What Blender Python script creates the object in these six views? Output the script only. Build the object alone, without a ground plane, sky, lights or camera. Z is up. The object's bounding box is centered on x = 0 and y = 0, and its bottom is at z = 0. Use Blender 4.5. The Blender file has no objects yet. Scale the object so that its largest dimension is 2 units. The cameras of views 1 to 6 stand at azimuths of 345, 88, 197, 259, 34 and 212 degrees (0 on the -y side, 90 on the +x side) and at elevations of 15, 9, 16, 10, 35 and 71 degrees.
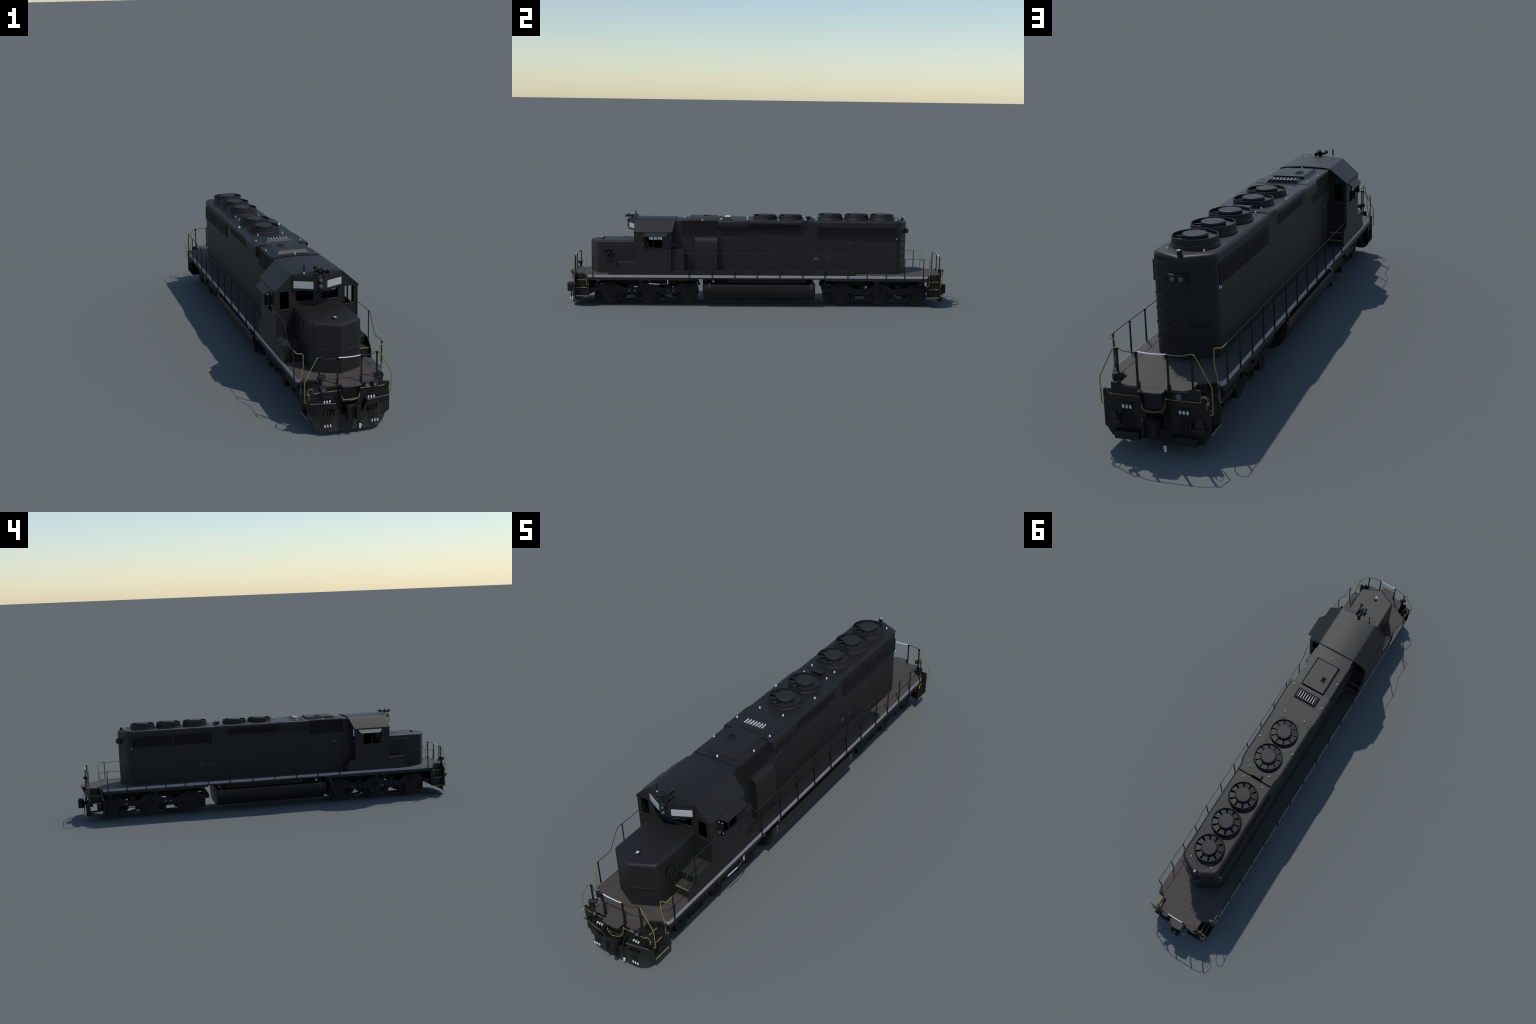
import bpy, bmesh, math
from mathutils import Vector, Matrix

# =====================================================================
#  small modelling kit
# =====================================================================
class Geo:
    """Collects vertices and faces of one part."""
    def __init__(self):
        self.v, self.f = [], []

    def add(self, verts, faces):
        o = len(self.v)
        self.v += [tuple(p) for p in verts]
        self.f += [tuple(i + o for i in q) for q in faces]
        return self

    def merge(self, g, M=None):
        vs = [M @ Vector(p) for p in g.v] if M else g.v
        return self.add(vs, g.f)

    def both(self):
        """adds the mirror image in x"""
        o = len(self.v)
        self.v += [(-x, y, z) for x, y, z in self.v]
        self.f += [tuple(i + o for i in reversed(q)) for q in self.f[:]]
        return self

    def mirrored(self):
        g = Geo()
        g.add([(-x, y, z) for x, y, z in self.v], [tuple(reversed(q)) for q in self.f])
        return g

    def box(self, x0, x1, y0, y1, z0, z1):
        v = [(x, y, z) for z in (z0, z1) for y in (y0, y1) for x in (x0, x1)]
        return self.add(v, [(0, 2, 3, 1), (4, 5, 7, 6), (0, 1, 5, 4), (2, 6, 7, 3), (0, 4, 6, 2), (1, 3, 7, 5)])

    def hexa(self, bottom, top):
        """eight corners: bottom ring of n points, top ring of n points"""
        n = len(bottom)
        f = [tuple(reversed(range(n))), tuple(range(n, 2 * n))]
        f += [(i, (i + 1) % n, n + (i + 1) % n, n + i) for i in range(n)]
        return self.add(list(bottom) + list(top), f)

    def prism(self, axis, poly, a, b):
        def p(u, w, t):
            return {'x': (t, u, w), 'y': (u, t, w), 'z': (u, w, t)}[axis]
        return self.hexa([p(u, w, a) for u, w in poly], [p(u, w, b) for u, w in poly])

    def loft(self, rings, cap=True, closed=True):
        n = len(rings[0])
        v, f = [], []
        for r in rings:
            v += list(r)
        for k in range(len(rings) - 1):
            for i in range(n if closed else n - 1):
                j = (i + 1) % n
                f.append((k * n + i, k * n + j, (k + 1) * n + j, (k + 1) * n + i))
        if cap:
            f += [tuple(reversed(range(n))), tuple(range((len(rings) - 1) * n, len(rings) * n))]
        return self.add(v, f)

    def tube(self, path, r, n=8, fillet=0.0, r_end=None):
        pts = [Vector(p) for p in path]
        if fillet:
            out = [pts[0]]
            for a, b, c in zip(pts, pts[1:], pts[2:]):
                d1, d2 = (a - b), (c - b)
                t = min(fillet, d1.length * .45, d2.length * .45)
                p, q = b + d1.normalized() * t, b + d2.normalized() * t
                out += [p.lerp(b, s).lerp(b.lerp(q, s), s) for s in (0, .25, .5, .75, 1)]
            pts = out + [pts[-1]]
        rings, t0, u = [], None, None
        for i, p in enumerate(pts):
            a = (p - pts[i - 1]).normalized() if i else None
            b = (pts[i + 1] - p).normalized() if i < len(pts) - 1 else None
            t = ((a + b) if a and b else (a or b)).normalized()
            if u is None:
                u = t.orthogonal().normalized()
            else:
                u = (u - t * u.dot(t)).normalized()
            w = t.cross(u)
            k = 1.0
            if a and b:
                k = 1 / max(.5, a.dot(t))
            rr = r if r_end is None else r + (r_end - r) * i / (len(pts) - 1)
            rings.append([p + (u * math.cos(2 * math.pi * j / n) + w * math.sin(2 * math.pi * j / n)) * rr * (k if n < 5 else 1) for j in range(n)])
        return self.loft(rings)

    def lathe(self, profile, centre, axis='z', n=32):
        """profile: (radius, height) pairs from bottom to top, closed with caps"""
        cx, cy, cz = centre
        rings = []
        for r, h in profile:
            ring = []
            for j in range(n):
                a = 2 * math.pi * j / n
                c, s = r * math.cos(a), r * math.sin(a)
                ring.append({'z': (cx + c, cy + s, cz + h), 'y': (cx + s, cy + h, cz + c), 'x': (cx + h, cy + c, cz + s)}[axis])
            rings.append(ring)
        return self.loft(rings)

    def collar(self, profile, centre, n=48):
        """ring-shaped solid: the profile is a closed loop of (radius, height)"""
        cx, cy, cz = centre
        m = len(profile)
        v = [(cx + r * math.cos(2 * math.pi * j / n), cy + r * math.sin(2 * math.pi * j / n), cz + h) for r, h in profile for j in range(n)]
        f = [(k * n + j, k * n + (j + 1) % n, ((k + 1) % m) * n + (j + 1) % n, ((k + 1) % m) * n + j) for k in range(m) for j in range(n)]
        return self.add(v, f)

    def ring(self, centre, R, r, axis='x', n=16, m=8):
        cx, cy, cz = centre
        v, f = [], []
        for i in range(n):
            a = 2 * math.pi * i / n
            for j in range(m):
                b = 2 * math.pi * j / m
                p, q, h = (R + r * math.cos(b)) * math.cos(a), (R + r * math.cos(b)) * math.sin(a), r * math.sin(b)
                v.append({'x': (cx + h, cy + p, cz + q), 'y': (cx + p, cy + h, cz + q), 'z': (cx + p, cy + q, cz + h)}[axis])
        for i in range(n):
            for j in range(m):
                f.append((i * m + j, ((i + 1) % n) * m + j, ((i + 1) % n) * m + (j + 1) % m, i * m + (j + 1) % m))
        return self.add(v, f)

    def mesh(self, name, mat, bevel=0.0, seg=1, angle=35):
        me = bpy.data.meshes.new(name)
        bm = bmesh.new()
        vs = [bm.verts.new(p) for p in self.v]
        for q in self.f:
            try:
                bm.faces.new([vs[i] for i in q])
            except ValueError:
                pass
        bmesh.ops.recalc_face_normals(bm, faces=bm.faces[:])
        if bevel:
            es = [e for e in bm.edges if len(e.link_faces) == 2 and e.calc_face_angle(0) > math.radians(40)]
            bmesh.ops.bevel(bm, geom=es, offset=bevel, offset_type='OFFSET', segments=seg, profile=.5, affect='EDGES', clamp_overlap=True)
        bm.to_mesh(me)
        bm.free()
        for p in me.polygons:
            p.use_smooth = True
        me.set_sharp_from_angle(angle=math.radians(angle))
        me.materials.append(mat)
        return me


def put(name, me, parent, loc=(0, 0, 0), stuff=False):
    ob = bpy.data.objects.new(name, me)
    bpy.context.scene.collection.objects.link(ob)
    ob.parent = parent
    ob.location = loc
    w = ob.modifiers.new("weighted_normals", 'WEIGHTED_NORMAL')
    w.keep_sharp = True
    if stuff:
        ob["kind"] = "stuff"
    return ob


def part(name, g, mat, parent, bevel=0.0, seg=1, angle=35, stuff=False, loc=(0, 0, 0)):
    return put(name, g.mesh(name, mat, bevel, seg, angle), parent, loc, stuff)


def boolean(target, cutter, op='DIFFERENCE'):
    target.modifiers.clear()
    m = target.modifiers.new("cut", 'BOOLEAN')
    m.operation, m.solver, m.object = op, 'EXACT', cutter
    dg = bpy.context.evaluated_depsgraph_get()
    me = bpy.data.meshes.new_from_object(target.evaluated_get(dg))
    target.modifiers.clear()
    old = target.data
    target.data = me
    me.name = old.name
    bpy.data.meshes.remove(old)
    me.set_sharp_from_angle(angle=math.radians(30))
    target.modifiers.new('weighted_normals', 'WEIGHTED_NORMAL').keep_sharp = True
    cm = cutter.data
    bpy.data.objects.remove(cutter)
    bpy.data.meshes.remove(cm)


# =====================================================================
#  materials
# =====================================================================
def material(name, colour, rough=.5, vary=.12, scale=30, bump=0.0, bump_scale=300, metallic=0.0, tint=None, coat=0, spec=.35):
    m = bpy.data.materials.new(name)
    m.use_nodes = True
    nt = m.node_tree
    b = nt.nodes["Principled BSDF"]
    b.inputs["Roughness"].default_value = rough
    b.inputs["Metallic"].default_value = metallic
    b.inputs["Coat Weight"].default_value = coat
    b.inputs["Specular IOR Level"].default_value = spec
    tc = nt.nodes.new("ShaderNodeTexCoord")
    no = nt.nodes.new("ShaderNodeTexNoise")
    no.inputs["Scale"].default_value = scale
    no.inputs["Detail"].default_value = 6
    no.inputs["Roughness"].default_value = .6
    nt.links.new(tc.outputs["Object"], no.inputs["Vector"])
    rp = nt.nodes.new("ShaderNodeValToRGB")
    lo = [c * (1 - vary) for c in colour]
    hi = list(tint) if tint else [c * (1 + vary) for c in colour]
    rp.color_ramp.elements[0].position, rp.color_ramp.elements[0].color = .3, (*lo, 1)
    rp.color_ramp.elements[1].position, rp.color_ramp.elements[1].color = .72, (*hi, 1)
    nt.links.new(no.outputs["Fac"], rp.inputs["Fac"])
    nt.links.new(rp.outputs["Color"], b.inputs["Base Color"])
    if bump:
        n2 = nt.nodes.new("ShaderNodeTexNoise")
        n2.inputs["Scale"].default_value = bump_scale
        n2.inputs["Detail"].default_value = 3
        nt.links.new(tc.outputs["Object"], n2.inputs["Vector"])
        bp = nt.nodes.new("ShaderNodeBump")
        bp.inputs["Strength"].default_value = bump
        bp.inputs["Distance"].default_value = .001
        nt.links.new(n2.outputs["Fac"], bp.inputs["Height"])
        nt.links.new(bp.outputs["Normal"], b.inputs["Normal"])
    return m


def deck_material():
    """worn grey-brown tread plate: crossed raised lugs in a fine grid"""
    m = material("tread_plate", (.080, .0685, .0590), rough=.7, vary=.12, scale=18)
    nt = m.node_tree
    b = nt.nodes["Principled BSDF"]
    tc = next(n for n in nt.nodes if n.bl_idname == "ShaderNodeTexCoord")
    waves = []
    for rot in (math.radians(45), math.radians(-45)):
        mp = nt.nodes.new("ShaderNodeMapping")
        mp.inputs["Rotation"].default_value = (0, 0, rot)
        w = nt.nodes.new("ShaderNodeTexWave")
        w.inputs["Scale"].default_value = 66
        nt.links.new(tc.outputs["Object"], mp.inputs["Vector"])
        nt.links.new(mp.outputs["Vector"], w.inputs["Vector"])
        waves.append(w)
    mx = nt.nodes.new("ShaderNodeMath")
    mx.operation = 'MULTIPLY'
    nt.links.new(waves[0].outputs["Fac"], mx.inputs[0])
    nt.links.new(waves[1].outputs["Fac"], mx.inputs[1])
    bp = nt.nodes.new("ShaderNodeBump")
    bp.inputs["Strength"].default_value = .55
    bp.inputs["Distance"].default_value = .0012
    nt.links.new(mx.outputs[0], bp.inputs["Height"])
    nt.links.new(bp.outputs["Normal"], b.inputs["Normal"])
    # the lugs are worn a little paler than the hollows between them
    src = b.inputs["Base Color"].links[0].from_socket
    mix = nt.nodes.new("ShaderNodeMix")
    mix.data_type, mix.blend_type = 'RGBA', 'MULTIPLY'
    mix.inputs["Factor"].default_value = 1
    rp = nt.nodes.new("ShaderNodeValToRGB")
    rp.color_ramp.elements[0].color = (.86, .85, .86, 1)
    rp.color_ramp.elements[1].color = (1.1, 1.1, 1.1, 1)
    nt.links.new(mx.outputs[0], rp.inputs["Fac"])
    nt.links.new(src, mix.inputs["A"])
    nt.links.new(rp.outputs["Color"], mix.inputs["B"])
    nt.links.new(mix.outputs["Result"], b.inputs["Base Color"])
    return m


BLACK = material("black_body_paint", (.0148, .0140, .0135), rough=.5, vary=.06, scale=9, bump=.04, bump_scale=60)
FAN_BLACK = material("black_fan_paint", (.0165, .016, .0165), rough=.55, vary=.08, scale=20)
LOUVRE = material("dark_louvre", (.0085, .0083, .0082), rough=.6, vary=.15, scale=60)
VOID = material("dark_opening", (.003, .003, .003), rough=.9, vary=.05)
FRAME = material("shade_darkened_truck_black", (.0095, .0093, .0093), rough=.62, vary=.25, scale=40, bump=.15, tint=(.0125, .011, .0105), spec=.32)  # base colour lowered to match trucks lying in shadow under the deck
RUST = material("worn_wheel_steel", (.027, .024, .0235), rough=.6, vary=.2, scale=60, tint=(.034, .029, .027))
PLOW = material("dusty_black_plow", (.0205, .0182, .0172), rough=.65, vary=.12, scale=24, tint=(.029, .0235, .021))
PLOW_EDGE = material("bare_plow_edge", (.10, .075, .07), rough=.6, vary=.2, scale=60)
DECK = deck_material()
STRIPE = material("pale_lilac_stripe", (.345, .33, .355), rough=.6, vary=.1, scale=26)
WHITE = material("white_enamel", (.78, .79, .81), rough=.4, vary=.03)
BOARD = material("frosted_number_board", (.47, .475, .47), rough=.4, vary=.04, scale=40)
YELLOW = material("safety_yellow", (.25, .212, .06), rough=.55, vary=.1, scale=50)
RAIL = material("grey_handrail_paint", (.028, .026, .026), rough=.5, vary=.1, scale=40)
RED = material("red_lamp", (.6, .06, .09), rough=.35, vary=.1)
BLUEGREY = material("pale_blue_cap", (.5, .55, .68), rough=.4, vary=.05)
SOCKET = material("dull_blue_grey_socket", (.13, .14, .17), rough=.5, vary=.1)
BROWN = material("weathered_tag", (.085, .068, .064), rough=.6, vary=.15, scale=90)
MID_TREAD = material("worn_step_plate", (.045, .040, .036), rough=.7, vary=.2, scale=60)
DARK_TREAD = material("dark_step_plate", (.026, .023, .022), rough=.7, vary=.2, scale=60)
GLASS = material("lamp_lens", (.075, .08, .092), rough=.22, vary=.15, scale=200, spec=.8)
CHROME = material("lamp_reflector", (.22, .23, .25), rough=.35, vary=.1, metallic=.9)
LABEL_GREY = material("faded_grey_label", (.075, .075, .08), rough=.6, vary=.2, scale=200)
LABEL_RED = material("faded_red_label", (.055, .02, .021), rough=.6, vary=.2, scale=200)
LABEL_TAN = material("faded_tan_label", (.055, .046, .04), rough=.6, vary=.2, scale=200)

# =====================================================================
#  the thing
# =====================================================================
loco = bpy.data.objects.new("locomotive", None)
bpy.context.scene.collection.objects.link(loco)
loco["label"] = "all-black six-axle diesel freight locomotive with yellow grab rails"
loco["category"] = "locomotive"

DECK_Z = .1678
HW = .0885            # half width of the hood
HX = .0008            # the hood stands a touch off the centre line
ROOF = .4456


def rounded(poly, radii, k=5):
    """plan outline with rounded corners"""
    out, n = [], len(poly)
    for i, (p, r) in enumerate(zip(poly, radii)):
        b = Vector(p)
        if not r:
            out.append((b.x, b.y))
            continue
        a, c = Vector(poly[i - 1]), Vector(poly[(i + 1) % n])
        d1, d2 = (a - b).normalized(), (c - b).normalized()
        p1, p2 = b + d1 * r, b + d2 * r
        for s in range(k + 1):
            t = s / k
            q = p1.lerp(b, t).lerp(b.lerp(p2, t), t)
            out.append((q.x, q.y))
    return out


def inset(poly, d):
    out, n = [], len(poly)
    for i in range(n):
        a, b, c = Vector(poly[i - 1]), Vector(poly[i]), Vector(poly[(i + 1) % n])
        e1, e2 = (b - a).normalized(), (c - b).normalized()
        n1, n2 = Vector((-e1.y, e1.x)), Vector((-e2.y, e2.x))
        m = (n1 + n2).normalized()
        out.append(tuple(b + m * d / max(.4, m.dot(n1))))
    return out


def dome(poly, z0, ztop, r, crown=.0012):
    """upright hull over a counter-clockwise plan outline, top edge rounded"""
    rings = [[(x, y, z0) for x, y in poly]]
    for s in range(7):
        a = s / 6 * math.pi / 2
        pl = inset(poly, r * (1 - math.cos(a)))
        rings.append([(x, y, ztop - r + r * math.sin(a)) for x, y in pl])
    return rings


# ---------------------------------------------------------------- long hood
def hood_section(y, w, zmid, wmid, zlow, hw=HW, r=.011, top=ROOF, zt=.425, dx=0.0):
    half = [(hw, .150), (hw, zlow), (wmid, zmid), (w, min(zt, top - r))]
    for s in range(1, 6):
        a = s / 5 * math.pi / 2
        half.append((w - r + r * math.cos(a), top - r + r * math.sin(a)))
    half.append((w * .5, top))
    def side(x, z, s):          # the flared part leans a little to one side
        return (HX + s * x + (dx if z > zlow + .001 else 0), y, z)
    ring = [side(x, z, 1) for x, z in half] + [(HX, y, top)] + [side(x, z, -1) for x, z in reversed(half)]
    return ring


plain = dict(w=HW, zmid=.398, wmid=HW, zlow=.388, dx=0.0)
inlet = dict(w=.0880, zmid=.398, wmid=.0880, zlow=.388, hw=.0880, r=.002, top=.4400)
bulge = dict(w=.1045, zmid=.404, wmid=.1015, zlow=.391, zt=.422, dx=.0028)
flare = dict(w=.0992, zmid=.3965, wmid=.0935, zlow=.386, zt=.428, dx=.0028)
rings = [hood_section(-.452, **inlet), hood_section(-.2116, **inlet), hood_section(-.2113, **bulge), hood_section(-.080, **bulge)]
for t in (.25, .5, .75):
    s = t * t * (3 - 2 * t)
    rings.append(hood_section(-.080 + .038 * t, **{k: bulge[k] + (flare[k] - bulge[k]) * s for k in bulge}))
rings += [hood_section(-.042, **flare), hood_section(.211, **flare)]
for t in (.25, .5, .75):
    s = t * t * (3 - 2 * t)
    a = dict(plain, zt=.425)
    rings.append(hood_section(.211 + .047 * t, **{k: flare[k] + (a[k] - flare[k]) * s for k in a}))
rings += [hood_section(.258, **plain), hood_section(.2738, **plain)]
g = Geo().loft(rings)
g.f.pop(-2)        # the forward end lies open inside the cab
front_hood = part("long_hood", g, BLACK, loco, angle=28)

plan = rounded([(HX + HW, .2739), (HX + HW, .7285), (0, .7755), (HX - HW, .7285), (HX - HW, .2739)], [0, .025, 0, .018, 0], 6)
rear_hood = part("radiator_hood", Geo().loft(dome(plan, .150, ROOF, .012)), BLACK, loco, angle=28)

part("roof_seam", Geo().prism('y', [(HX - .0765, .4440), (HX - .0765, ROOF + .0003), (HX + .0765, ROOF + .0003), (HX + .0765, .4440)], .2736, .2740), LOUVRE, front_hood)
# radiator louvres: framed banks of upright slats
def louvre_bank(name, y0, y1, z0, z1, x, n, parent, depth=.0046, tilt=0.0, dx=0.0):
    """tilt: how far the foot of the bank leans in"""
    pitch = (y1 - y0) / n
    def lean(z):
        return x - tilt * (z1 - z) / (z1 - z0)
    back, slats, frame = Geo(), Geo(), Geo()
    def slab(g, ya, yb, za, zb, d0, d1):
        g.hexa([(lean(za) + d0, ya, za), (lean(za) + d1, ya, za), (lean(za) + d1, yb, za), (lean(za) + d0, yb, za)],
               [(lean(zb) + d0, ya, zb), (lean(zb) + d1, ya, zb), (lean(zb) + d1, yb, zb), (lean(zb) + d0, yb, zb)])
    slab(back, y0, y1, z0, z1, -.002, depth * .5)
    for i in range(n):
        ya = y0 + pitch * (i + .22)
        slab(slats, ya, ya + pitch * .55, z0 + .0004, z1 - .0004, .0002, depth)
    t = .0022
    slab(frame, y0 - t, y1 + t, z1, z1 + t, -.001, depth + .0012)
    slab(frame, y0 - t, y1 + t, z0 - t, z0, -.001, depth)
    slab(frame, y0 - t, y0, z0, z1, -.001, depth)
    slab(frame, y1, y1 + t, z0, z1, -.001, depth)
    for g, nm, mat in ((back, "_backing", VOID), (slats, "_slats", LOUVRE), (frame, "_frame", BLACK)):
        g.both()
        g.v = [(px + HX + dx, py, pz) for px, py, pz in g.v]
        part(name + nm, g, mat, parent, stuff=(nm == "_slats"))


louvre_bank("radiator_louvre", .3005, .4965, .3615, .4125, HW, 26, rear_hood, dx=.0012)
louvre_bank("radiator_louvre", .5085, .7085, .3615, .4125, HW, 26, rear_hood, dx=.0012)
louvre_bank("brake_grille", -.050, .209, .3975, .4265, .0987, 42, front_hood, depth=.0020, tilt=.0050, dx=.0028)
louvre_bank("inlet_grille", -.4005, -.2195, .3705, .4375, .0880, 20, front_hood, depth=.0028)

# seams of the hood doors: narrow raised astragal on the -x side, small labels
door = Geo().box(-.0890, HX - HW + .001, -.3985, -.3285, .186, .3350)
part("hood_door", door, BLACK, front_hood, bevel=.0004)
for me_name, mat, spots in (("grey_label", LABEL_GREY, [(1, .2965, .249, .019, .012), (1, .3525, .2535, .016, .005), (-1, .3535, .255, .019, .006), (-1, .2985, .2525, .020, .006), (-1, -.3535, .3255, .030, .006)]),
                            ("red_label", LABEL_RED, [(1, .429, .339, .013, .005), (1, .4695, .3395, .014, .005), (-1, .4705, .3395, .014, .005), (-1, .430, .3395, .014, .005), (1, -.1440, .358, .012, .004), (-1, -.1420, .3585, .012, .005), (-1, -.3540, .3300, .020, .002)]),
                            ("tan_label", LABEL_TAN, [(1, .4677, .328, .012, .006), (-1, .469, .328, .012, .006), (1, -.1715, .3526, .014, .0055), (1, -.1465, .3526, .014, .0055), (-1, -.147, .354, .013, .005), (-1, -.170, .353, .012, .005)])):
    g0 = Geo().box(-.0005, .0005, -.5, .5, -.5, .5)
    for sx, y, z, w, h in spots:
        g = Geo().merge(g0, Matrix.Translation((-.0891 if y < -.33 else HX + sx * (HW + .0003), y, z)) @ Matrix.Diagonal((1, w, h, 1)))
        part(me_name, g, mat, rear_hood if y > .2743 else front_hood)

# ---------------------------------------------------------------- roof fans
def fan(y, high):
    e = bpy.data.objects.new("roof_fan", None)
    bpy.context.scene.collection.objects.link(e)
    e.parent = loco
    e.location = (0, y, ROOF)
    h = .0262 if high else .0188
    if high:
        outer = [(.0665, -.002), (.0665, .0015), (.0650, .004), (.0632, .009), (.0622, .014), (.0618, h - .001), (.0612, h)]
    else:
        outer = [(.0640, -.002), (.0640, .0015), (.0626, .0025), (.0618, .004), (.0616, h - .001), (.0610, h)]
    shroud = Geo().collar(outer + [(.0592, h), (.0588, h - .001), (.0582, -.002)], (0, 0, 0), n=56)
    put("fan_shroud", shroud.mesh("fan_shroud", FAN_BLACK), e)
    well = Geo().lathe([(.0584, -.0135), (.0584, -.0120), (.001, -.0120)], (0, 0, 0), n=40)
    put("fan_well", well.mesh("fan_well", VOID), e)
    hub = Geo().lathe([(.0240, -.013), (.0300, -.002), (.0325, .004), (.0345, h - .008), (.0347, h - .001), (.0342, h + .0018), (.0325, h + .0036), (.0300, h + .0044), (.0285, h + .0045), (.004, h + .0047)], (0, 0, 0), n=40)
    put("fan_hub", hub.mesh("fan_hub", FAN_BLACK), e)
    n = 10
    blade = Geo()
    a0, a1 = (-.235, .235) if high else (-.265, .265)
    zt, dz = h - .0085, .0013
    b, t = [], []
    for r in (.0325, .0587):
        for a in (a0, a1) if r < .05 else (a1, a0):
            z = zt + dz * (a / a1)
            b.append((r * math.cos(a), r * math.sin(a), z - .0012))
            t.append((r * math.cos(a), r * math.sin(a), z))
    blade.hexa(b, t)
    bm_ = blade.mesh("fan_blade", FAN_BLACK)
    for i in range(n):
        o = put("fan_blade", bm_, e)
        o.rotation_euler = (0, 0, 2 * math.pi * (i + .5) / n + .16)


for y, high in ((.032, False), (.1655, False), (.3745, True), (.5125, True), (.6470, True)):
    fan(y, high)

for hood, ys in ((front_hood, (.032, .1655)), (rear_hood, (.3745, .5125, .6470))):
    bore = Geo()
    for y in ys:
        bore.lathe([(.0583, -.0130), (.0583, .02)], (0, y, ROOF), 'z', 56)
    boolean(hood, part("cutter", bore, VOID, None))

# ---------------------------------------------------------------- roof hatches
crown = [(-.0885, .4385), (-.0885, .4421), (-.060, .4438), (-.030, .4450), (0, .4454), (.030, .4450), (.060, .4438), (.0885, .4421), (.0885, .4385)]
g = Geo().prism('y', [(x + HX * .5, z + .0004) for x, z in crown], -.3970, -.2138)
part("inlet_roof_plate", g, BLACK, front_hood)
g = Geo().prism('y', [(x * .992 + HX * .5, z - .0020) for x, z in crown], -.4340, -.3972)
part("roof_joint_strip", g, BLACK, front_hood)
g = Geo().box(-.0868 + HX, .0868 + HX, -.2134, -.1338, .4440, .4468)
part("vent_roof_plate", g, BLACK, front_hood)
g = Geo().hexa([(-.0605, -.3680, .4425), (.0605, -.3680, .4425), (.0605, -.2145, .4425), (-.0605, -.2145, .4425)],
               [(-.0500, -.3560, .4565), (.0500, -.3560, .4565), (.0515, -.2155, .4565), (-.0515, -.2155, .4565)])
hatch = part("roof_hatch", g, BLACK, loco)
g = Geo()
for x0, x1, y0, y1 in ((-.0335, -.0305, -.2895, -.2615), (-.0135, -.0105, -.2895, -.2615), (-.0305, -.0135, -.2895, -.2865), (-.0305, -.0135, -.2645, -.2615)):
    g.box(x0, x1, y0, y1, .4555, .4595)
part("hatch_stack_rim", g, BLACK, hatch, bevel=.0004)
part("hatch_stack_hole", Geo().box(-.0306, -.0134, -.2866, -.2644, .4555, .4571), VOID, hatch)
# slatted vent box: open frame, dark well, seven white slats
g = Geo()
bo = [(-.0565, -.1935), (.0565, -.1935), (.0565, -.1400), (-.0565, -.1400)]
to = [(-.0455, -.1830), (.0455, -.1830), (.0455, -.1455), (-.0455, -.1455)]
ti = [(-.0415, -.1795), (.0415, -.1795), (.0415, -.1490), (-.0415, -.1490)]
rg = [[(x, y, .4465) for x, y in bo], [(x, y, .4575) for x, y in to], [(x, y, .4575) for x, y in ti], [(x, y, .4505) for x, y in ti]]
g.loft(rg)
vent = part("vent_box", g, BLACK, loco, bevel=.0004)
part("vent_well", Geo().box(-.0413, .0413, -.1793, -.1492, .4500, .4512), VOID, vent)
sl = Geo().box(-.0011, .0011, -.0150, .0150, -.0035, .0035).mesh("vent_slat", WHITE, bevel=.0003)
for i in range(7):
    put("vent_slat", sl, vent, (-.036 + .012 * i, -.1642, .4540))
# small filler box on the roof seam
g = Geo().box(-.0245, .0245, .2465, .2727, .4545, .4590).box(-.019, .019, .251, .2690, .4440, .4546)
part("roof_filler_box", g, BLACK, loco, bevel=.0005)

# lifting rings
rx = Geo().ring((0, 0, .0034), .0031, .0013, 'x').box(-.002, .002, -.0022, .0022, -.003, .0008).mesh("lifting_ring", WHITE)
ry = Geo().ring((0, 0, .0034), .0031, .0013, 'y').box(-.0022, .0022, -.002, .002, -.003, .0008).mesh("lifting_ring", WHITE)
for x, y, z in ((.0827, -.2925, .4420), (.0827, -.1535, .4468), (.0827, -.1960, .4470), (.0495, -.060, .4465), (.0492, .240, .4465), (.0497, .2971, .4462), (.050, .7143, .4450)):
    for s in (1, -1):
        if y == -.1960 and s < 0 or y == -.1535 and s > 0:
            continue
        put("lifting_ring", rx, loco, (s * x, y, z))
put("lifting_ring", rx, loco, (0, -.3876, .4475))
for s in (1, -1):
    put("lifting_ring", ry, loco, (s * .0838, .0985, .4462))
    o = put("lifting_ring", ry, loco, (HX + s * (HW - .0005), .7150, .3555))
    o.rotation_euler = (0, s * math.pi / 2, 0)

# curved grab rail and horn-shaped beacon at the far end of the roof
g = Geo().tube([(.0486, .7035, .445), (.0486, .7035, .4575), (0, .7315, .4575), (-.0505, .7015, .4575), (-.0505, .7015, .445)], .0009, 6)
part("roof_grab_rail", g, RAIL, loco)


def beacon(y, z, h):
    g = Geo().lathe([(.0068, -.003), (.0068, h - .003), (.0078, h - .0025), (.0080, h), (.0072, h + .001), (.001, h + .001)], (0, y, z), n=24)
    b = part("roof_beacon", g, LOUVRE, loco)
    s = -1 if y < 0 else 1
    for dx in (-.0022, .0022):
        part("beacon_bar", Geo().box(dx - .0012, dx + .0012, y + s * .0065 - .006, y + s * .0065 + .005, z + h + .0004, z + h + .0032), WHITE, b, bevel=.0005)


beacon(-.812, .3335, .0065)
beacon(.7560, .445, .0125)

# hood end: ladder rungs, twin lamp, blanked boards
def end_face_y(x):
    return .7755 - abs(x) * (.047 / HW)


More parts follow.
